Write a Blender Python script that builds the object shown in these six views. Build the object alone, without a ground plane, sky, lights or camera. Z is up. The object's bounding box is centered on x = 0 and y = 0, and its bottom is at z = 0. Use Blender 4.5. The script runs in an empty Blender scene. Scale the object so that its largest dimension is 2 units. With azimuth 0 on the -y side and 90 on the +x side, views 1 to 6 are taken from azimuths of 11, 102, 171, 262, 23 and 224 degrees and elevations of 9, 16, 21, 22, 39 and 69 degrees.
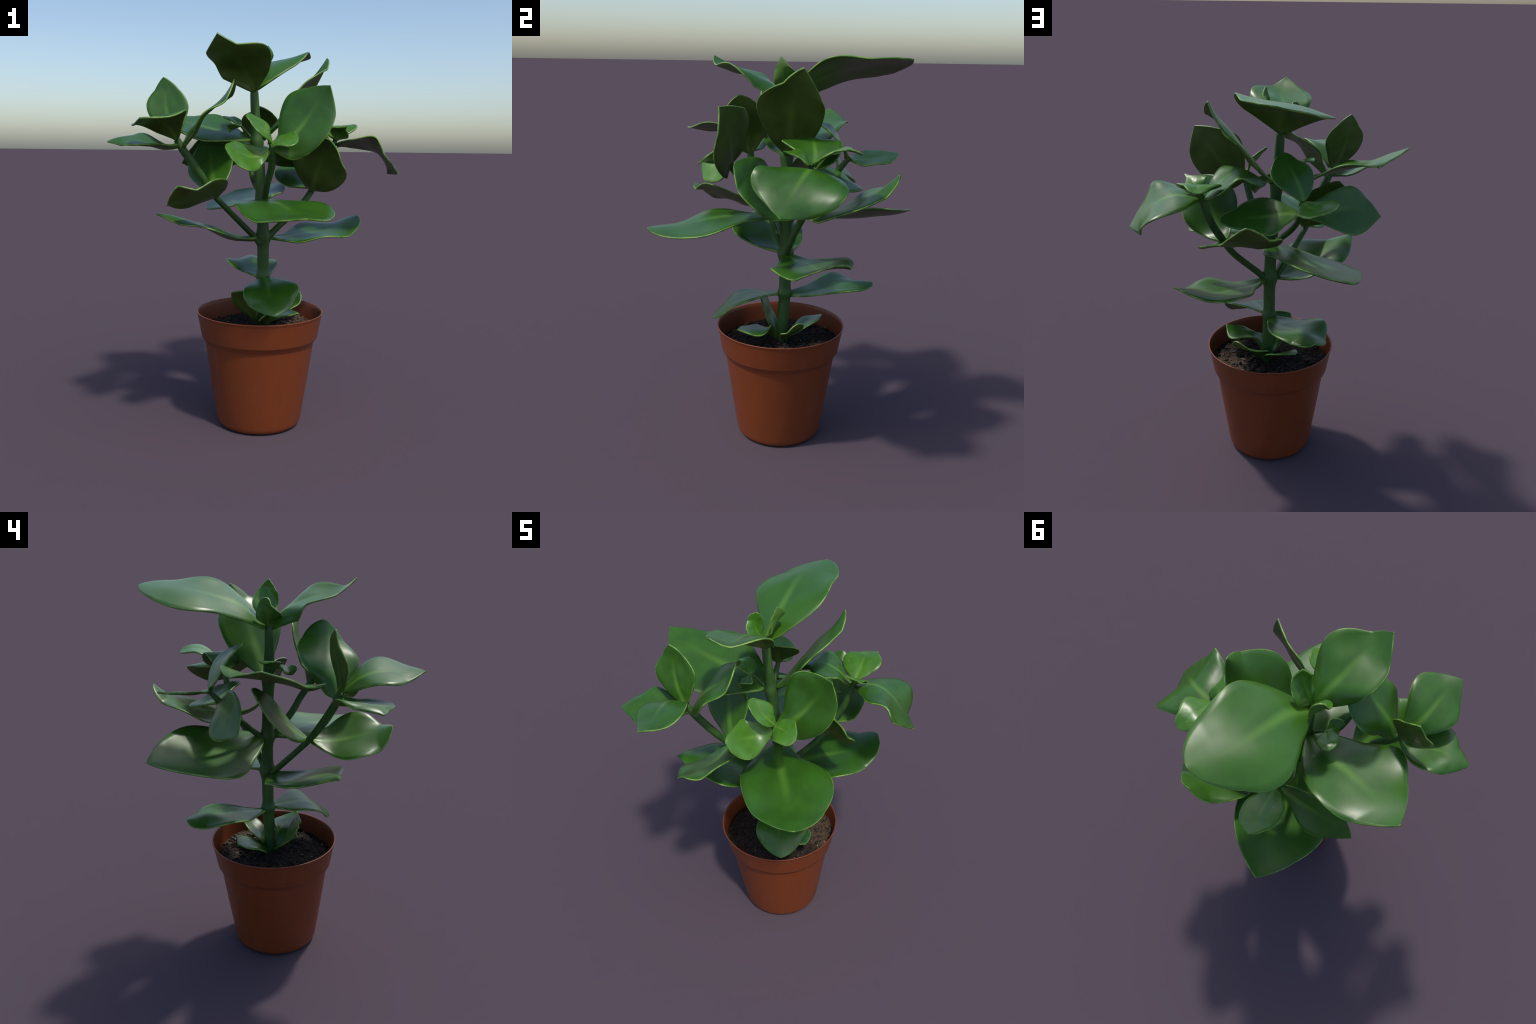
"""Potted clusia-like house plant: ribbed plastic pot, soil, a stem with four
side branches and a small shoot, and paired fleshy obovate leaves."""
import bpy, math, random
import numpy as np
from mathutils import Vector, Matrix, noise

random.seed(7)
V = lambda p: np.array(p, float)

# ------------------------------------------------------------------ materials
def new_mat(name):
    m = bpy.data.materials.new(name)
    m.use_nodes = True
    nt = m.node_tree
    nt.nodes.clear()
    out = nt.nodes.new("ShaderNodeOutputMaterial")
    b = nt.nodes.new("ShaderNodeBsdfPrincipled")
    nt.links.new(b.outputs[0], out.inputs[0])
    return m, nt, b, out


def node(nt, kind, **inputs):
    n = nt.nodes.new(kind)
    for k, v in inputs.items():
        if k.startswith("_"):
            setattr(n, k[1:], v)
        else:
            n.inputs[k.replace("__", " ")].default_value = v
    return n


def math_node(nt, op, a, b=None, clamp=False):
    n = nt.nodes.new("ShaderNodeMath")
    n.operation = op
    n.use_clamp = clamp
    for i, x in enumerate((a, b)):
        if x is None:
            continue
        if isinstance(x, (int, float)):
            n.inputs[i].default_value = x
        else:
            nt.links.new(x, n.inputs[i])
    return n.outputs[0]


def mix_col(nt, fac, a, b, blend="MIX"):
    n = nt.nodes.new("ShaderNodeMix")
    n.data_type = "RGBA"
    n.blend_type = blend
    for sock, x in ((n.inputs[0], fac), (n.inputs[6], a), (n.inputs[7], b)):
        if isinstance(x, (int, float)):
            sock.default_value = x
        elif isinstance(x, tuple):
            sock.default_value = (*x, 1)
        else:
            nt.links.new(x, sock)
    return n.outputs[2]


def ramp(nt, fac, lo, hi):
    n = nt.nodes.new("ShaderNodeMapRange")
    n.interpolation_type = "SMOOTHSTEP"
    nt.links.new(fac, n.inputs[0])
    n.inputs[1].default_value, n.inputs[2].default_value = lo, hi
    n.inputs[3].default_value, n.inputs[4].default_value = 0, 1
    return n.outputs[0]


def noise_tex(nt, vec, scale, detail=3, rough=0.5):
    n = node(nt, "ShaderNodeTexNoise", Scale=scale, Detail=detail, Roughness=rough)
    nt.links.new(vec, n.inputs["Vector"])
    return n.outputs["Fac"]


def leaf_material(name, blade, vein, rough, spec, fresh, vein_strength, flecks=False):
    """Blade colour with a pale midrib along local x = 0 (each leaf's object frame
    has y running base to tip, length 1, and x across)."""
    m, nt, b, _ = new_mat(name)
    tc = nt.nodes.new("ShaderNodeTexCoord")
    info = nt.nodes.new("ShaderNodeObjectInfo")
    sep = nt.nodes.new("ShaderNodeSeparateXYZ")
    nt.links.new(tc.outputs["Object"], sep.inputs[0])
    x, y = sep.outputs[0], sep.outputs[1]
    # soft mottling
    n1 = noise_tex(nt, tc.outputs["Object"], 5.0, 3)
    n2 = noise_tex(nt, tc.outputs["Object"], 38.0, 2)
    dark = tuple(c * 0.72 for c in blade)
    col = mix_col(nt, ramp(nt, n1, 0.3, 0.7), dark, blade)
    # leaf to leaf variation towards a fresher green
    col = mix_col(nt, math_node(nt, "MULTIPLY", info.outputs["Random"], 0.35), col, fresh)
    col = mix_col(nt, math_node(nt, "MULTIPLY", ramp(nt, n2, 0.5, 0.8), 0.12), col, fresh)
    # fine side veins, faint
    wv = node(nt, "ShaderNodeTexWave", Scale=9.0, Distortion=1.2, Detail=1.0)
    comb = nt.nodes.new("ShaderNodeCombineXYZ")
    # the midrib sways sideways by two amounts stored on each leaf
    def prop(name):
        n = nt.nodes.new("ShaderNodeAttribute")
        n.attribute_type, n.attribute_name = "OBJECT", '["%s"]' % name
        return n.outputs["Fac"]
    hump = math_node(nt, "MULTIPLY", math_node(nt, "MULTIPLY", y, math_node(nt, "SUBTRACT", y, 1.0)), 13.5)
    near = math_node(nt, "MULTIPLY", math_node(nt, "MULTIPLY", hump, math_node(nt, "SUBTRACT", y, 2 / 3)), prop("sway_near"))
    far = math_node(nt, "MULTIPLY", math_node(nt, "MULTIPLY", hump, math_node(nt, "SUBTRACT", 1 / 3, y)), prop("sway_far"))
    ax = math_node(nt, "ABSOLUTE", math_node(nt, "SUBTRACT", x, math_node(nt, "ADD", near, far)))
    nt.links.new(math_node(nt, "SUBTRACT", y, math_node(nt, "MULTIPLY", ax, 0.6)), comb.inputs[0])
    nt.links.new(comb.outputs[0], wv.inputs["Vector"])
    col = mix_col(nt, math_node(nt, "MULTIPLY", wv.outputs["Fac"], 0.06), col, fresh)
    # midrib: broad near the base, fading to the tip
    width = math_node(nt, "MULTIPLY_ADD", y, -0.030)
    width.node.inputs[2].default_value = 0.066
    rib = math_node(nt, "SUBTRACT", 1.0, math_node(nt, "DIVIDE", ax, width), clamp=True)
    rib = ramp(nt, rib, 0.0, 1.0)
    fade = math_node(nt, "SUBTRACT", 1.0, ramp(nt, y, 0.25, 0.85))
    rib = math_node(nt, "MULTIPLY", rib, math_node(nt, "MULTIPLY", fade, vein_strength))
    col = mix_col(nt, rib, col, vein)
    # pale leaf base
    base = math_node(nt, "SUBTRACT", 1.0, ramp(nt, y, 0.0, 0.16))
    col = mix_col(nt, math_node(nt, "MULTIPLY", base, 0.45 * vein_strength), col, vein)
    if flecks:                                      # a few pale flecks on young blades
        vor = node(nt, "ShaderNodeTexVoronoi", Scale=7.0)
        mp = node(nt, "ShaderNodeMapping")
        mp.inputs["Scale"].default_value = (1.6, 0.7, 1)
        mp.inputs["Rotation"].default_value = (0, 0, 0.5)
        nt.links.new(tc.outputs["Object"], mp.inputs[0])
        nt.links.new(mp.outputs[0], vor.inputs["Vector"])
        sepc = nt.nodes.new("ShaderNodeSeparateColor")
        nt.links.new(vor.outputs["Color"], sepc.inputs[0])
        spot = math_node(nt, "SUBTRACT", 1.0, ramp(nt, vor.outputs["Distance"], 0.10, 0.16))
        spot = math_node(nt, "MULTIPLY", spot, math_node(nt, "GREATER_THAN", sepc.outputs[0], 0.72))
        col = mix_col(nt, math_node(nt, "MULTIPLY", spot, 0.6), col, (0.22, 0.33, 0.13))
    nt.links.new(col, b.inputs["Base Color"])
    b.inputs["Roughness"].default_value = rough
    b.inputs["Specular IOR Level"].default_value = spec
    bump = node(nt, "ShaderNodeBump", Strength=0.05, Distance=0.02)
    nt.links.new(noise_tex(nt, tc.outputs["Object"], 6.0, 1), bump.inputs["Height"])
    nt.links.new(bump.outputs[0], b.inputs["Normal"])
    return m


MAT_TOP = leaf_material("leaf_upper_face", (0.031, 0.112, 0.008), (0.12, 0.27, 0.03), 0.36, 0.5, (0.050, 0.155, 0.010), 0.6)
MAT_UNDER = leaf_material("leaf_underside", (0.076, 0.118, 0.021), (0.13, 0.19, 0.04), 0.42, 0.35, (0.088, 0.138, 0.023), 0.6)
MAT_TOP_YOUNG = leaf_material("young_leaf_upper_face", (0.055, 0.180, 0.014), (0.15, 0.30, 0.04), 0.33, 0.5, (0.085, 0.22, 0.018), 0.5, True)
MAT_UNDER_YOUNG = leaf_material("young_leaf_underside", (0.07, 0.16, 0.025), (0.13, 0.24, 0.04), 0.42, 0.4, (0.09, 0.19, 0.03), 0.5)


def margin_material():
    m, nt, b, _ = new_mat("leaf_margin")
    tc = nt.nodes.new("ShaderNodeTexCoord")
    f = ramp(nt, noise_tex(nt, tc.outputs["Object"], 9.0, 3), 0.35, 0.65)
    nt.links.new(mix_col(nt, f, (0.055, 0.165, 0.016), (0.20, 0.34, 0.06)), b.inputs["Base Color"])
    b.inputs["Roughness"].default_value = 0.4
    return m


MAT_MARGIN = margin_material()


def stem_material():
    m, nt, b, _ = new_mat("green_stem")
    tc = nt.nodes.new("ShaderNodeTexCoord")
    mp = node(nt, "ShaderNodeMapping")
    mp.inputs["Scale"].default_value = (1, 1, 0.15)
    nt.links.new(tc.outputs["Object"], mp.inputs[0])
    f = ramp(nt, noise_tex(nt, mp.outputs[0], 30.0, 3), 0.3, 0.7)
    col = mix_col(nt, f, (0.030, 0.085, 0.020), (0.050, 0.125, 0.026))
    f2 = ramp(nt, noise_tex(nt, tc.outputs["Object"], 9.0, 2), 0.5, 0.75)
    col = mix_col(nt, math_node(nt, "MULTIPLY", f2, 0.5), col, (0.075, 0.125, 0.035))
    nt.links.new(col, b.inputs["Base Color"])
    b.inputs["Roughness"].default_value = 0.5
    b.inputs["Specular IOR Level"].default_value = 0.35
    return m


MAT_STEM = stem_material()


def pot_material():
    m, nt, b, _ = new_mat("terracotta_plastic")
    tc = nt.nodes.new("ShaderNodeTexCoord")
    mp = node(nt, "ShaderNodeMapping")
    mp.inputs["Scale"].default_value = (1, 1, 0.12)
    nt.links.new(tc.outputs["Object"], mp.inputs[0])
    f = ramp(nt, noise_tex(nt, mp.outputs[0], 26.0, 4), 0.35, 0.7)
    col = mix_col(nt, f, (0.186, 0.0415, 0.0105), (0.196, 0.0445, 0.0115))
    n2 = noise_tex(nt, tc.outputs["Object"], 7.0, 5, 0.6)
    col = mix_col(nt, math_node(nt, "MULTIPLY", ramp(nt, n2, 0.52, 0.75), 0.08), col, (0.24, 0.075, 0.034))
    nt.links.new(col, b.inputs["Base Color"])
    b.inputs["Roughness"].default_value = 0.42
    b.inputs["Specular IOR Level"].default_value = 0.4
    bump = node(nt, "ShaderNodeBump", Strength=0.06, Distance=0.004)
    nt.links.new(noise_tex(nt, mp.outputs[0], 60.0, 3), bump.inputs["Height"])
    nt.links.new(bump.outputs[0], b.inputs["Normal"])
    return m


def soil_material():
    m, nt, b, _ = new_mat("potting_soil")
    tc = nt.nodes.new("ShaderNodeTexCoord")
    o = tc.outputs["Object"]
    fine = noise_tex(nt, o, 60.0, 6, 0.7)
    col = mix_col(nt, ramp(nt, fine, 0.35, 0.7), (0.015, 0.011, 0.009), (0.064, 0.044, 0.031))
    big = noise_tex(nt, o, 5.5, 4, 0.6)
    # drier, paler crust on one side of the pot
    sep = nt.nodes.new("ShaderNodeSeparateXYZ")
    nt.links.new(o, sep.inputs[0])
    side = math_node(nt, "ADD", math_node(nt, "MULTIPLY", sep.outputs[0], 1.1), math_node(nt, "MULTIPLY", sep.outputs[1], 0.75))
    side = math_node(nt, "ADD", side, math_node(nt, "MULTIPLY", big, 0.55))
    crust = math_node(nt, "MULTIPLY", ramp(nt, side, 0.44, 0.56), ramp(nt, fine, 0.36, 0.55))
    col = mix_col(nt, math_node(nt, "MULTIPLY", crust, 0.85), col, (0.115, 0.075, 0.047))
    nt.links.new(col, b.inputs["Base Color"])
    b.inputs["Roughness"].default_value = 0.9
    b.inputs["Specular IOR Level"].default_value = 0.2
    bump = node(nt, "ShaderNodeBump", Strength=0.8, Distance=0.012)
    nt.links.new(noise_tex(nt, o, 55.0, 6, 0.65), bump.inputs["Height"])
    nt.links.new(bump.outputs[0], b.inputs["Normal"])
    return m


def plain_material(name, col_a, col_b, rough=0.8):
    m, nt, b, _ = new_mat(name)
    info = nt.nodes.new("ShaderNodeTexCoord")
    f = ramp(nt, noise_tex(nt, info.outputs["Object"], 40.0, 2), 0.3, 0.7)
    nt.links.new(mix_col(nt, f, col_a, col_b), b.inputs["Base Color"])
    b.inputs["Roughness"].default_value = rough
    return m


# ------------------------------------------------------------------ mesh help
def link(name, mesh, parent=None):
    ob = bpy.data.objects.new(name, mesh)
    bpy.context.scene.collection.objects.link(ob)
    if parent is not None:
        ob.parent = parent
    return ob


def mesh_from(name, verts, faces, mats, mat_ids=None, smooth=True):
    me = bpy.data.meshes.new(name)
    me.from_pydata([tuple(v) for v in verts], [], faces)
    for m in mats:
        me.materials.append(m)
    if mat_ids is not None:
        me.polygons.foreach_set("material_index", mat_ids)
    me.polygons.foreach_set("use_smooth", [smooth] * len(me.polygons))
    me.update()
    return me


def catmull(points, n):
    """Points along a Catmull-Rom spline through the given control points."""
    P = [V(p) for p in points]
    P = [2 * P[0] - P[1]] + P + [2 * P[-1] - P[-2]]
    out = []
    segs = len(P) - 3
    for i in range(n):
        t = i / (n - 1) * segs
        k = min(int(t), segs - 1)
        t -= k
        a, b, c, d = P[k:k + 4]
        out.append(0.5 * (2 * b + (c - a) * t + (2 * a - 5 * b + 4 * c - d) * t * t + (3 * b - a - 3 * c + d) * t ** 3))
    return np.array(out)


def lathe(name, profile, mats, seg=128, wobble=0.0):
    verts, faces = [], []
    for r, z in profile:
        for i in range(seg):
            a = 2 * math.pi * i / seg
            rr = r * (1 + wobble * math.sin(2 * a + 0.6))
            verts.append((rr * math.cos(a), rr * math.sin(a), z))
    for j in range(len(profile) - 1):
        for i in range(seg):
            k = (i + 1) % seg
            faces.append((j * seg + i, j * seg + k, (j + 1) * seg + k, (j + 1) * seg + i))
    faces.append(tuple(reversed(range(seg))))
    last = (len(profile) - 1) * seg
    faces.append(tuple(last + i for i in range(seg)))
    return mesh_from(name, verts, faces, mats)


def tube(name, path, radii, mats, seg=20, rings=48, bumps=()):
    """Round tube along a smooth path; radii = [(t, r)], bumps = node swellings [(t, amount, width)]."""
    pts = catmull(path, rings)
    verts, faces = [], []
    up = V((0.31, 0.92, 0.11))
    for i, p in enumerate(pts):
        t = i / (rings - 1)
        d = pts[min(i + 1, rings - 1)] - pts[max(i - 1, 0)]
        d /= np.linalg.norm(d)
        x = np.cross(d, up); x /= np.linalg.norm(x)
        y = np.cross(d, x)
        r = np.interp(t, [a for a, _ in radii], [b for _, b in radii])
        for bt, amount, w in bumps:
            r *= 1 + amount * math.exp(-((t - bt) / w) ** 2)
        for k in range(seg):
            a = 2 * math.pi * k / seg
            q = p + r * (math.cos(a) * x + math.sin(a) * y)
            n = noise.noise(Vector(q) * 14) * 0.03 * r
            verts.append(q + n * (math.cos(a) * x + math.sin(a) * y))
    for j in range(rings - 1):
        for k in range(seg):
            m = (k + 1) % seg
            faces.append((j * seg + k, (j + 1) * seg + k, (j + 1) * seg + m, j * seg + m))
    faces.append(tuple(range(seg)))
    faces.append(tuple((rings - 1) * seg + k for k in reversed(range(seg))))
    return mesh_from(name, verts, faces, mats)


# ------------------------------------------------------------------ hierarchy
plant = bpy.data.objects.new("potted_plant", None)
bpy.context.scene.collection.objects.link(plant)
plant["label"] = "green fleshy-leaved house plant in a terracotta-coloured plastic pot"
plant["category"] = "potted plant"

# ------------------------------------------------------------------ pot
POT_PROFILE = [
    (0.000, 0.022), (0.150, 0.020), (0.188, 0.012), (0.204, 0.006), (0.2145, 0.006), (0.2215, 0.012), (0.2268, 0.024),
    (0.2300, 0.040), (0.2455, 0.140), (0.2612, 0.245), (0.2757, 0.345), (0.2872, 0.430),
    (0.2905, 0.456), (0.2925, 0.470), (0.2950, 0.477), (0.3055, 0.481), (0.3105, 0.4855), (0.3120, 0.492),
    (0.3230, 0.555), (0.3310, 0.598), (0.3345, 0.612), (0.3374, 0.6165), (0.3378, 0.6195), (0.3360, 0.6212),
    (0.3325, 0.6206), (0.3300, 0.6170), (0.3270, 0.600), (0.3190, 0.555), (0.3080, 0.490), (0.3000, 0.470),
    (0.2840, 0.452), (0.2800, 0.435), (0.2500, 0.240), (0.2160, 0.030), (0.000, 0.028),
]
MAT_POT = pot_material()
pot = link("plant_pot", lathe("plant_pot", [(max(r, 0.001), z) for r, z in POT_PROFILE], [MAT_POT]), plant)
# little moulded feet under the pot
foot_profile = [(0.001, 0.0), (0.018, 0.0), (0.021, 0.004), (0.022, 0.016)]
foot_mesh = lathe("pot_foot", foot_profile, [MAT_POT], 24)
for k in range(6):
    a = math.radians(20 + 60 * k)
    f = link("pot_foot", foot_mesh, pot)
    f.location = (0.190 * math.cos(a), 0.190 * math.sin(a), 0)
    f.scale = (1.0, 1.0, 1)

# ------------------------------------------------------------------ soil
def soil_height(x, y):
    r = math.hypot(x, y)
    h = 0.526 + 0.016 * noise.fractal(Vector((x * 9, y * 9, 1.3)), 0.9, 2.0, 4)
    h += 0.008 * noise.noise(Vector((x * 42, y * 42, 5.0)))
    h += 0.005 * noise.noise(Vector((x * 90, y * 90, 2.0)))
    # heaped crust on one side
    d = math.hypot(x - 0.2, y - 0.13)
    h += 0.022 * math.exp(-(d / 0.11) ** 2) * (1 + 0.8 * noise.noise(Vector((x * 25, y * 25, 8))))
    h -= 0.012 * max(0, (r - 0.27) / 0.05)
    h += 0.008 * math.exp(-(r / 0.05) ** 2)
    return h


def make_soil():
    verts, faces = [(0, 0, soil_height(0, 0))], []
    rings, seg, R = 70, 150, 0.3155
    for j in range(1, rings + 1):
        r = R * j / rings
        for i in range(seg):
            a = 2 * math.pi * i / seg
            x, y = r * math.cos(a), r * math.sin(a)
            verts.append((x, y, soil_height(x, y)))
    for i in range(seg):
        faces.append((0, 1 + i, 1 + (i + 1) % seg))
    for j in range(rings - 1):
        for i in range(seg):
            k = (i + 1) % seg
            a, b = 1 + j * seg, 1 + (j + 1) * seg
            faces.append((a + i, b + i, b + k, a + k))
    # skirt so that the soil is a body, not a sheet
    top = 1 + (rings - 1) * seg
    low = len(verts)
    for i in range(seg):
        x, y, z = verts[top + i]
        verts.append((x * 0.985, y * 0.985, 0.50))
    for i in range(seg):
        k = (i + 1) % seg
        faces.append((top + i, low + i, low + k, top + k))
    faces.append(tuple(low + i for i in reversed(range(seg))))
    return mesh_from("soil", verts, faces, [soil_material()])


soil = link("soil", make_soil(), plant)


def scatter(name, count, mat, size, seed, centre=None, spread=0.3, flat=0.7):
    """Loose crumbs lying on the soil, joined in one mesh."""
    rnd = random.Random(seed)
    verts, faces = [], []
    while len(verts) < count * 8:
        if centre:
            x, y = rnd.gauss(centre[0], spread), rnd.gauss(centre[1], spread)
        else:
            a, r = rnd.uniform(0, 6.283), 0.30 * math.sqrt(rnd.random())
            x, y = r * math.cos(a), r * math.sin(a)
        if math.hypot(x, y) > 0.302 or math.hypot(x, y) < 0.035:
            continue
        s = size * rnd.uniform(0.5, 1.5)
        z = soil_height(x, y) + s * 0.25
        M = Matrix.Rotation(rnd.uniform(0, 6.3), 3, "Z") @ Matrix.Rotation(rnd.uniform(-.5, .5), 3, "X")
        b = len(verts)
        for dx in (-1, 1):
            for dy in (-1, 1):
                for dz in (-1, 1):
                    q = M @ Vector((dx * s * rnd.uniform(.5, 1), dy * s * rnd.uniform(.4, .9), dz * s * flat * rnd.uniform(.4, .9)))
                    verts.append((x + q.x, y + q.y, z + q.z))
        for f in ((0, 1, 3, 2), (4, 6, 7, 5), (0, 4, 5, 1), (2, 3, 7, 6), (0, 2, 6, 4), (1, 5, 7, 3)):
            faces.append(tuple(b + i for i in f))
    ob = link(name, mesh_from(name, verts, faces, [mat], smooth=False), soil)
    ob["kind"] = "stuff"
    return ob


scatter("soil_crumb", 260, plain_material("dark_crumb", (0.012, 0.010, 0.008), (0.045, 0.032, 0.024)), 0.0075, 3)
scatter("dry_soil_crumb", 90, plain_material("dry_crumb", (0.06, 0.04, 0.026), (0.125, 0.083, 0.052)), 0.0075, 5, (0.19, 0.12), 0.065, 0.5)
scatter("perlite_grain", 26, plain_material("perlite", (0.28, 0.28, 0.29), (0.4, 0.4, 0.4)), 0.0035, 8)

# ------------------------------------------------------------------ stem and branches
STEM_PATH = [(0.022, 0.016, 0.50), (0.018, 0.018, 0.66), (0.012, 0.022, 0.80), (0.009, 0.022, 1.02), (0.001, 0.018, 1.215),
             (-0.026, 0.010, 1.516), (-0.036, 0.004, 1.66), (-0.043, 0.004, 1.785)]
stem = link("stem", tube("stem", STEM_PATH, [(0, .029), (.2, .030), (.45, .031), (.57, .029), (.72, .028), (.86, .0235), (.97, .022), (1, .014)],
                         [MAT_STEM], 24, 120,
                         bumps=[(0.284, .30, .016), (0.425, .40, .022), (0.567, .30, .020), (0.712, .26, .018)]), plant)

BRANCHES = {
    "A": ([(0.0, 0.01, 0.985), (-0.058, -0.018, 1.045), (-0.211, -0.142, 1.234), (-0.271, -0.211, 1.350), (-0.340, -0.250, 1.458), (-0.372, -0.264, 1.515)],
          [(0, .027), (.07, .021), (.16, .0160), (.35, .0150), (.48, .0185), (.60, .0205), (.85, .0195), (1, .017)]),
    "B": ([(0.015, 0.025, 0.985), (0.069, 0.044, 1.050), (0.199, 0.105, 1.182), (0.269, 0.159, 1.294), (0.316, 0.178, 1.378), (0.348, 0.188, 1.475), (0.366, 0.196, 1.535)],
          [(0, .027), (.07, .021), (.16, .0165), (.40, .0165), (.52, .0190), (.80, .0180), (1, .011)]),
    "C": ([(0.0, 0.020, 1.170), (-0.017, 0.078, 1.232), (-0.070, 0.144, 1.304), (-0.098, 0.210, 1.375), (-0.104, 0.264, 1.438), (-0.100, 0.316, 1.503)],
          [(0, .026), (.08, .020), (.18, .0150), (.60, .0145), (.78, .0175), (1, .012)]),
    "D": ([(0.0, 0.015, 1.170), (0.023, -0.027, 1.214), (0.055, -0.119, 1.306), (0.085, -0.177, 1.382), (0.099, -0.238, 1.458), (0.101, -0.257, 1.502)],
          [(0, .027), (.08, .021), (.2, .0175), (.7, .0175), (.88, .0180), (1, .014)]),
    "S": ([(-0.035, 0.008, 1.515), (-0.065, 0.003, 1.543), (-0.092, -0.006, 1.573), (-0.118, -0.016, 1.602)],
          [(0, .015), (.25, .0095), (.6, .0080), (1, .0055)]),
}
for key, (path, radii) in BRANCHES.items():
    link("branch", tube("branch", path, radii, [MAT_STEM], 18, 70), plant)

# ------------------------------------------------------------------ leaves
STATIONS = np.array([0.2, 0.5, 0.8])          # where the cross-ribs sit, base = 0, tip = 1


def half_width(s, apex):
    """Obovate outline, 1 in the middle; apex < 0.7 is a round end, 1 a pointed one."""
    if s < 0.5:
        return 0.11 + 0.89 * (1 - (1 - s / 0.5) ** 2) ** 0.95
    t = min((1 - s) / 0.5, 1.0)
    return max(1 - (1 - t) ** 2.1, 0.0) ** apex


def lagrange(xs, s):
    return np.array([math.prod((s - xs[j]) / (xs[i] - xs[j]) for j in range(len(xs)) if j != i) for i in range(len(xs))])


NU, NS = 13, 48


def leaf(base, tip, left, right, bend=(0, 0), sway=(0, 0), apex=0.8, young=False, thick=0.0042):
    """A fleshy leaf: base and tip of the midrib, three margin points on either side
    (left and right as seen on the upper face with the tip away) and how far the
    midrib bends up (bend) and sideways (sway) at 1/3 and 2/3 of its length."""
    B, T, Lc, Rc = V(base), V(tip), V(left), V(right)
    length = np.linalg.norm(T - B)
    Y = (T - B) / length
    X = Rc[1] - Lc[1]
    X = X - (X @ Y) * Y
    X /= np.linalg.norm(X)
    Z = np.cross(X, Y)
    knots = np.stack([B, B + (T - B) / 3 + Z * bend[0] + X * sway[0], B + (T - B) * 2 / 3 + Z * bend[1] + X * sway[1], T])
    spine = lambda s: lagrange((0, 1 / 3, 2 / 3, 1), s) @ knots
    lo = np.array([(Lc[k] - spine(s)) / half_width(s, apex) for k, s in enumerate(STATIONS)])
    ro = np.array([(Rc[k] - spine(s)) / half_width(s, apex) for k, s in enumerate(STATIONS)])
    rim = 0.0034 if length > 0.2 else 0.0026          # width of the pale margin
    phase = 37.0 * (B[0] + 2 * T[1] + 3 * T[2])
    G, US, SS = [], [], []
    for i in range(NS):
        s = 1 - (1 - i / (NS - 1)) ** 1.35              # closer rows near the tip
        w = max(half_width(s, apex), 0.012)
        mix = lagrange(STATIONS, float(np.clip(s, STATIONS[0], STATIONS[2])))
        dl, dr = mix @ lo * w, mix @ ro * w
        hw = max(0.5 * np.linalg.norm(dl - dr), 1e-4)
        ur = max(1 - rim / hw, 0.55)
        us = [-1.0, -(1 + ur) / 2] + list(np.linspace(-ur, ur, NU)) + [(1 + ur) / 2, 1.0]
        lin, sq, ctr = (dr - dl) / 2, (dl + dr) / 2, spine(s)
        row = []
        for u in us:
            v = ctr + u * lin + (0.35 * math.sqrt(u * u + 0.004) + 0.65 * u * u) * sq
            v = v - Z * 0.003 * math.exp(-(u * hw / 0.009) ** 2) * (1 - s)   # midrib groove
            # uneven swelling of the fleshy blade, and a lazy wave along the margins
            v = v + Z * 0.016 * length * noise.noise(Vector(v) * (3.6 / length)) * min(1, 3 * s)
            v = v + Z * 0.030 * hw * abs(u) ** 3 * math.sin(9.5 * s + (phase if u < 0 else 2.3 * phase + 1))
            row.append(v)
        G.append(row); US.append(us); SS.append(s)
    G = np.array(G)
    N = np.cross(np.gradient(G, axis=1), np.gradient(G, axis=0))
    N /= np.linalg.norm(N, axis=2, keepdims=True) + 1e-12
    n_u = G.shape[1]
    verts, faces, ids = [], [], []
    for i in range(NS):
        s = SS[i]
        grow = 1 + 1.1 * max(0, 1 - s / 0.12)            # thicker at the petiole
        for j in range(n_u):
            e = 0.0 if j in (0, n_u - 1) else (0.62 if j in (1, n_u - 2) else 1.0)
            verts.append(G[i, j] + N[i, j] * thick * e * grow)
        for j in range(n_u - 2, 0, -1):
            e = 0.62 if j in (1, n_u - 2) else 1.0
            rib = 0.7 * math.exp(-(US[i][j] / 0.12) ** 2) * (1 - s)
            verts.append(G[i, j] - N[i, j] * thick * (e + rib) * grow)
    ring = 2 * n_u - 2
    for i in range(NS - 1):
        for k in range(ring):
            m = (k + 1) % ring
            faces.append((i * ring + k, i * ring + m, (i + 1) * ring + m, (i + 1) * ring + k))
            j = k if k < n_u - 1 else ring - 1 - k
            upper = k < n_u - 1
            edge = (j < (2 if upper else 1)) or (j >= n_u - (3 if upper else 2)) or (upper and SS[i] > 0.992)
            ids.append(2 if edge else (0 if upper else 1))
    faces.append(tuple(reversed(range(ring)))); ids.append(2)
    faces.append(tuple((NS - 1) * ring + k for k in range(ring))); ids.append(2)
    # into the leaf's own frame: midrib near x = 0, y = 1 at the tip
    A = np.stack([X, Y, Z], 1)
    local = (np.array(verts) - B) @ A / length
    mats = [MAT_TOP_YOUNG, MAT_UNDER_YOUNG, MAT_MARGIN] if young else [MAT_TOP, MAT_UNDER, MAT_MARGIN]
    ob = link("leaf", mesh_from("leaf", local, faces, mats, ids), plant)
    ob.matrix_world = Matrix.LocRotScale(Vector(B), Matrix(A.tolist()).to_quaternion(), Vector((length,) * 3))
    ob["sway_near"], ob["sway_far"] = sway[0] / length, sway[1] / length
    return ob


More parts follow.
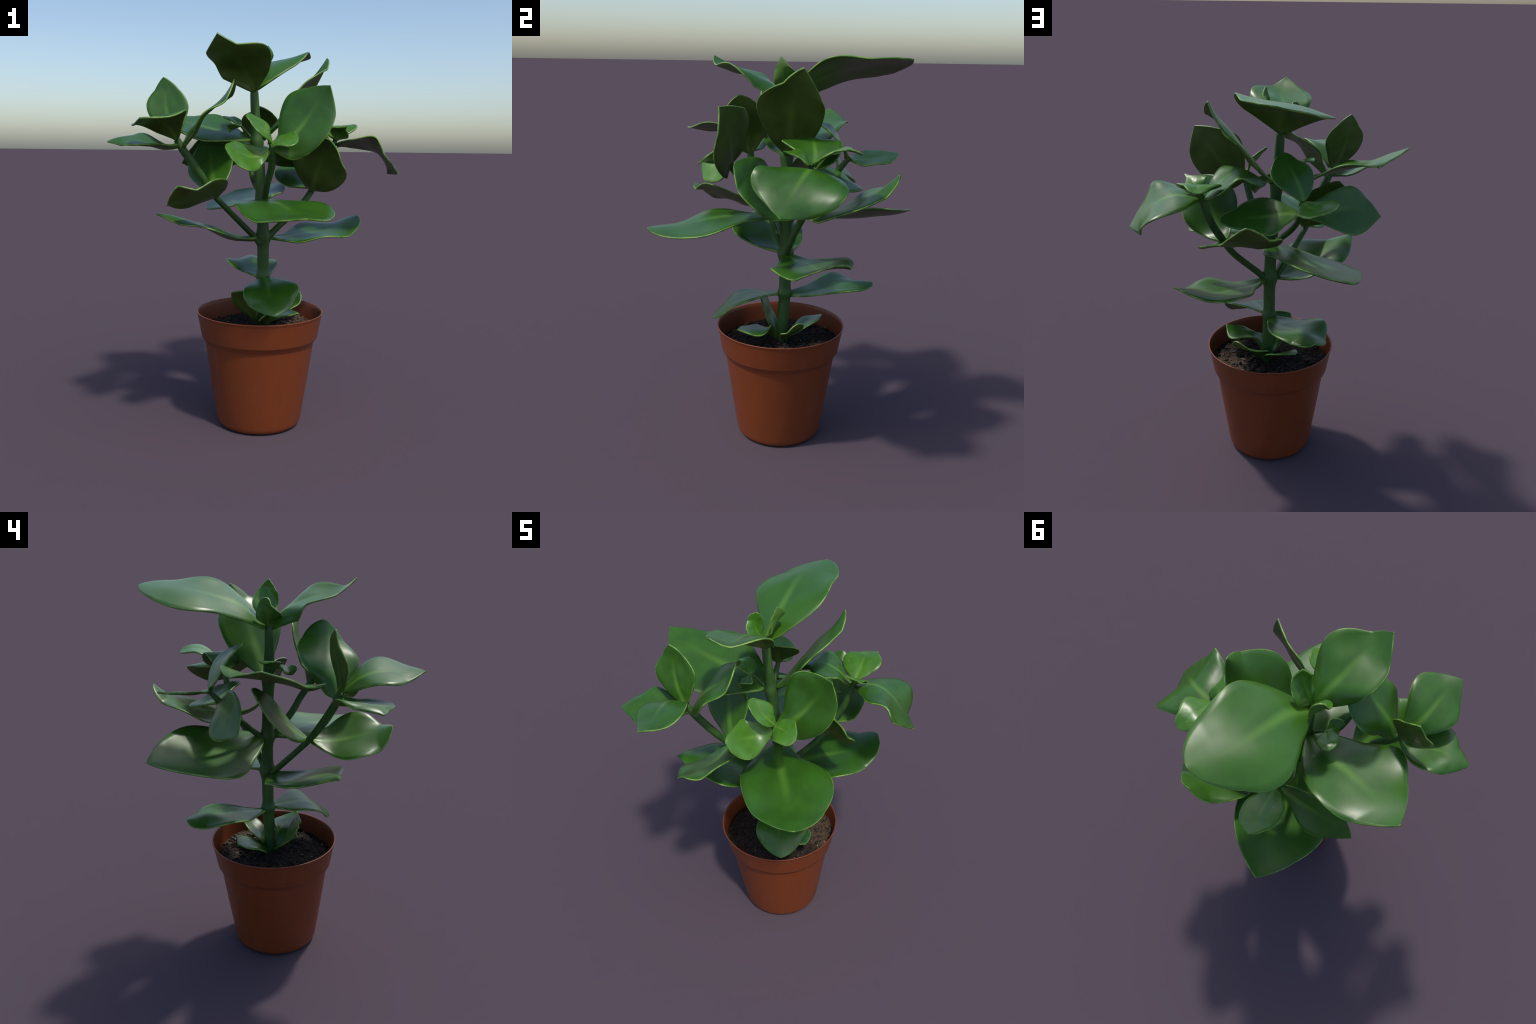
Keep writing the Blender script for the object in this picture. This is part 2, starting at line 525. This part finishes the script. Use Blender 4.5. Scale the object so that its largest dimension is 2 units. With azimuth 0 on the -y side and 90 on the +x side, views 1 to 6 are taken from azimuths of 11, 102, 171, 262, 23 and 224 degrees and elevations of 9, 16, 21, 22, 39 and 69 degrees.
# --- crown of the main stem
leaf(base=(-.048, .022, 1.772), tip=(.072, .602, 1.983),
     left=((-.147, .182, 1.837), (-.226, .373, 1.902), (-.138, .507, 1.919)),
     right=((.153, .123, 1.910), (.205, .256, 1.987), (.195, .422, 1.982)), bend=(.069, .055), sway=(.007, -.019), apex=0.52)
leaf(base=(-.040, -.012, 1.768), tip=(-.134, -.396, 1.990),
     left=((.059, -.139, 1.845), (.069, -.252, 1.955), (-.050, -.365, 1.942)),
     right=((-.179, -.115, 1.814), (-.221, -.146, 1.899), (-.224, -.266, 1.923)), bend=(.043, -.007), sway=(.005, -.016), apex=1.0)
leaf(base=(-.030, .000, 1.785), tip=(.028, -.013, 1.987),
     left=((-.032, .056, 1.833), (-.001, .075, 1.892), (.050, .032, 1.944)),
     right=((-.018, -.039, 1.843), (.014, -.054, 1.874), (.005, -.048, 1.927)), bend=(.000, -.017), sway=(-.001, .001), apex=0.85, young=True)
leaf(base=(-.050, .004, 1.785), tip=(-.110, .022, 1.919),
     left=((-.073, -.037, 1.814), (-.118, -.040, 1.845), (-.139, .008, 1.885)),
     right=((-.080, .052, 1.806), (-.078, .072, 1.839), (-.081, .054, 1.897)), bend=(-.020, -.021), sway=(.002, -.001), apex=0.42, young=True)
# --- upper node
leaf(base=(.000, .018, 1.525), tip=(.315, .144, 1.941),
     left=((.084, .160, 1.606), (.153, .218, 1.729), (.253, .218, 1.796)),
     right=((.117, -.051, 1.618), (.223, -.086, 1.791), (.327, .055, 1.876)), bend=(-.003, -.004), sway=(.008, .020), apex=0.85)
leaf(base=(-.052, .010, 1.518), tip=(-.654, .138, 1.708),
     left=((-.270, -.129, 1.515), (-.425, -.184, 1.564), (-.544, -.077, 1.606)),
     right=((-.156, .190, 1.570), (-.320, .271, 1.656), (-.483, .250, 1.653)), bend=(-.011, -.023), sway=(-.000, -.020), apex=0.85)
# --- small shoot
leaf(base=(-.118, -.014, 1.600), tip=(-.201, .059, 1.634),
     left=((-.149, -.030, 1.612), (-.188, -.023, 1.631), (-.209, .006, 1.638)),
     right=((-.115, .024, 1.605), (-.122, .059, 1.618), (-.158, .077, 1.640)), bend=(.004, .011), sway=(.000, .001), apex=0.42, young=True)
leaf(base=(-.118, -.018, 1.598), tip=(-.156, -.106, 1.589),
     left=((-.102, -.051, 1.597), (-.090, -.078, 1.589), (-.118, -.103, 1.599)),
     right=((-.144, -.037, 1.593), (-.167, -.047, 1.572), (-.143, -.084, 1.556)), bend=(-.008, -.020), sway=(-.002, .001), apex=0.42, young=True)
# --- middle node
leaf(base=(.020, -.012, 1.205), tip=(.317, -.608, 1.172),
     left=((.186, -.125, 1.214), (.376, -.213, 1.202), (.409, -.414, 1.167)),
     right=((-.069, -.216, 1.192), (-.041, -.402, 1.200), (.076, -.536, 1.156)), bend=(.026, .011), sway=(.017, .006), apex=0.62)
leaf(base=(-.005, .045, 1.205), tip=(-.278, .636, 1.226),
     left=((-.207, .117, 1.159), (-.367, .231, 1.143), (-.358, .456, 1.176)),
     right=((.078, .253, 1.240), (.050, .408, 1.281), (-.057, .549, 1.253)), bend=(-.009, -.031), sway=(-.024, -.001), apex=0.85)
# --- lower branch node
leaf(base=(.035, .038, 1.012), tip=(.488, .327, 1.111),
     left=((.102, .172, 1.017), (.178, .365, 1.050), (.358, .392, 1.061)),
     right=((.204, .006, .992), (.353, .024, 1.018), (.464, .148, 1.024)), bend=(-.034, -.037), sway=(-.023, -.011), apex=0.42)
leaf(base=(-.025, .008, 1.008), tip=(-.495, -.232, 1.137),
     left=((-.080, -.193, 1.029), (-.183, -.317, 1.088), (-.350, -.282, 1.089)),
     right=((-.190, .069, 1.019), (-.338, .043, 1.068), (-.433, -.052, 1.092)), bend=(-.025, .009), sway=(.000, -.003), apex=1.0)
# --- low pair
leaf(base=(.022, .000, .800), tip=(.141, -.335, .672),
     left=((.112, -.063, .801), (.220, -.150, .798), (.225, -.227, .742)),
     right=((-.031, -.111, .782), (-.038, -.244, .770), (-.002, -.293, .712)), bend=(.040, .050), sway=(-.001, .010), apex=0.55)
leaf(base=(.005, .040, .790), tip=(-.149, .465, .841),
     left=((-.147, .130, .813), (-.246, .237, .846), (-.218, .373, .815)),
     right=((.034, .152, .796), (.038, .319, .835), (-.037, .413, .816)), bend=(-.001, .010), sway=(.020, -.006), apex=0.42)
# --- small leaves at the soil
leaf(base=(.035, .030, .545), tip=(.197, .126, .702),
     left=((.019, .073, .605), (.083, .122, .635), (.146, .151, .672)),
     right=((.097, .028, .566), (.161, .032, .623), (.204, .068, .650)), bend=(.008, -.012), sway=(-.004, .003), apex=0.42)
leaf(base=(.010, .035, .545), tip=(-.103, .208, .649),
     left=((-.056, .048, .552), (-.111, .076, .603), (-.125, .145, .626)),
     right=((.051, .074, .583), (.033, .145, .621), (-.016, .204, .652)), bend=(.011, .014), sway=(.003, .000), apex=1.0)
leaf(base=(.000, .000, .545), tip=(-.129, -.118, .731),
     left=((-.003, -.053, .581), (-.002, -.085, .657), (-.040, -.121, .748)),
     right=((-.043, -.013, .576), (-.094, -.048, .623), (-.132, -.089, .683)), bend=(-.009, .002), sway=(.000, -.000), apex=0.85)
leaf(base=(.035, -.005, .545), tip=(.226, -.176, .656),
     left=((.059, -.039, .626), (.168, -.030, .638), (.227, -.089, .630)),
     right=((.021, -.145, .594), (.065, -.116, .624), (.120, -.183, .634)), bend=(.043, .016), sway=(-.002, .001), apex=1.0)
# --- branch leaning left and forward
leaf(base=(-.372, -.262, 1.520), tip=(-.453, -.216, 1.818),
     left=((-.453, -.263, 1.560), (-.530, -.250, 1.666), (-.498, -.219, 1.754)),
     right=((-.334, -.245, 1.609), (-.325, -.230, 1.691), (-.380, -.212, 1.764)), bend=(-.001, -.008), sway=(-.021, -.016), apex=0.85)
leaf(base=(-.366, -.285, 1.520), tip=(-.417, -.644, 1.600),
     left=((-.305, -.366, 1.605), (-.256, -.477, 1.639), (-.303, -.585, 1.610)),
     right=((-.455, -.326, 1.544), (-.524, -.426, 1.581), (-.495, -.527, 1.574)), bend=(.062, .030), sway=(.013, -.006), apex=1.0)
leaf(base=(-.345, -.255, 1.475), tip=(-.084, -.253, 1.797),
     left=((-.291, -.181, 1.548), (-.245, -.098, 1.666), (-.123, -.142, 1.734)),
     right=((-.262, -.363, 1.536), (-.189, -.389, 1.638), (-.108, -.349, 1.691)), bend=(.022, .000), sway=(.001, -.004), apex=0.55)
leaf(base=(-.365, -.275, 1.490), tip=(-.691, -.361, 1.497),
     left=((-.408, -.366, 1.490), (-.499, -.469, 1.492), (-.598, -.417, 1.477)),
     right=((-.447, -.208, 1.491), (-.550, -.191, 1.539), (-.631, -.241, 1.519)), bend=(-.013, .020), sway=(-.010, -.002), apex=0.85)
leaf(base=(-.197, -.165, 1.238), tip=(-.276, -.551, 1.299),
     left=((-.123, -.276, 1.282), (-.099, -.417, 1.336), (-.194, -.528, 1.286)),
     right=((-.323, -.262, 1.184), (-.384, -.361, 1.197), (-.356, -.470, 1.210)), bend=(-.024, -.022), sway=(.004, -.002), apex=0.7)
leaf(base=(-.197, -.145, 1.245), tip=(-.317, .137, 1.546),
     left=((-.298, -.071, 1.266), (-.398, .003, 1.344), (-.396, .080, 1.432)),
     right=((-.161, -.075, 1.318), (-.155, -.005, 1.430), (-.232, .076, 1.504)), bend=(-.010, -.008), sway=(-.016, -.013), apex=0.7)
# --- branch leaning right and back
leaf(base=(.372, .198, 1.500), tip=(.699, .124, 1.354),
     left=((.442, .322, 1.488), (.616, .380, 1.434), (.646, .242, 1.353)),
     right=((.473, .031, 1.528), (.580, -.013, 1.528), (.622, -.006, 1.457)), bend=(.073, .049), sway=(-.011, -.004), apex=1.0)
leaf(base=(.345, .196, 1.500), tip=(.057, .186, 1.559),
     left=((.298, .110, 1.582), (.231, .034, 1.614), (.152, .108, 1.609)),
     right=((.295, .290, 1.535), (.214, .315, 1.604), (.145, .287, 1.594)), bend=(.063, .083), sway=(-.001, -.023), apex=0.42)
leaf(base=(.366, .185, 1.530), tip=(.430, .080, 1.591),
     left=((.427, .193, 1.534), (.432, .163, 1.562), (.423, .112, 1.578)),
     right=((.330, .149, 1.581), (.341, .121, 1.592), (.395, .107, 1.589)), bend=(.019, .013), sway=(-.001, .000), apex=1.0, young=True)
leaf(base=(.368, .205, 1.530), tip=(.391, .421, 1.587),
     left=((.290, .251, 1.565), (.273, .330, 1.601), (.326, .374, 1.594)),
     right=((.435, .243, 1.560), (.473, .296, 1.602), (.438, .375, 1.609)), bend=(.031, .035), sway=(.000, -.002), apex=0.42, young=True)
leaf(base=(.243, .140, 1.270), tip=(.365, -.157, 1.521),
     left=((.357, .034, 1.264), (.443, -.048, 1.331), (.426, -.125, 1.406)),
     right=((.205, .035, 1.316), (.174, -.020, 1.435), (.247, -.068, 1.533)), bend=(-.054, -.010), sway=(-.015, .002), apex=0.7)
leaf(base=(.247, .170, 1.275), tip=(.190, .579, 1.470),
     left=((.096, .270, 1.268), (.003, .397, 1.346), (.081, .542, 1.397)),
     right=((.364, .236, 1.263), (.376, .408, 1.345), (.298, .531, 1.381)), bend=(-.037, -.034), sway=(.002, -.011), apex=0.55)
# --- branch at the back
leaf(base=(-.105, .308, 1.505), tip=(-.037, .136, 1.697),
     left=((-.033, .305, 1.541), (.037, .273, 1.603), (.029, .214, 1.654)),
     right=((-.153, .275, 1.556), (-.155, .226, 1.640), (-.099, .188, 1.672)), bend=(.024, .023), sway=(-.001, -.009), apex=0.55)
leaf(base=(-.108, .318, 1.500), tip=(-.175, .558, 1.523),
     left=((-.168, .326, 1.503), (-.239, .405, 1.533), (-.217, .506, 1.524)),
     right=((-.057, .389, 1.472), (-.051, .458, 1.482), (-.086, .530, 1.493)), bend=(-.012, -.008), sway=(.004, -.000), apex=0.85, young=True)
leaf(base=(-.108, .265, 1.432), tip=(-.505, .231, 1.392),
     left=((-.210, .234, 1.505), (-.343, .219, 1.549), (-.434, .200, 1.481)),
     right=((-.191, .302, 1.395), (-.306, .334, 1.345), (-.412, .299, 1.342)), bend=(.031, .022), sway=(-.017, -.033), apex=1.0)
leaf(base=(-.090, .265, 1.432), tip=(.277, .254, 1.409),
     left=((-.015, .337, 1.399), (.079, .405, 1.373), (.183, .319, 1.382)),
     right=((-.011, .186, 1.471), (.099, .138, 1.480), (.201, .193, 1.442)), bend=(.005, -.002), sway=(-.001, -.003), apex=0.42)
# --- branch at the front
leaf(base=(.105, -.250, 1.480), tip=(.369, -.227, 1.770),
     left=((.116, -.183, 1.541), (.134, -.151, 1.700), (.253, -.162, 1.764)),
     right=((.199, -.239, 1.420), (.339, -.253, 1.505), (.398, -.224, 1.643)), bend=(-.034, -.032), sway=(.019, .003), apex=1.0)
leaf(base=(.088, -.255, 1.470), tip=(-.082, -.438, 1.468),
     left=((.060, -.305, 1.393), (.029, -.387, 1.367), (-.018, -.428, 1.388)),
     right=((-.043, -.269, 1.500), (-.070, -.293, 1.509), (-.087, -.371, 1.494)), bend=(-.043, -.021), sway=(-.007, .003), apex=0.55, young=True)
leaf(base=(.095, -.255, 1.498), tip=(-.016, -.297, 1.634),
     left=((.092, -.305, 1.513), (.046, -.333, 1.552), (.007, -.328, 1.597)),
     right=((.087, -.240, 1.550), (.069, -.233, 1.598), (.016, -.256, 1.628)), bend=(.022, .013), sway=(-.012, -.007), apex=0.42, young=True)
leaf(base=(.102, -.262, 1.495), tip=(.239, -.350, 1.507),
     left=((.136, -.249, 1.533), (.192, -.258, 1.552), (.220, -.294, 1.551)),
     right=((.111, -.325, 1.477), (.139, -.372, 1.486), (.201, -.383, 1.483)), bend=(.015, .017), sway=(.000, -.002), apex=0.55, young=True)
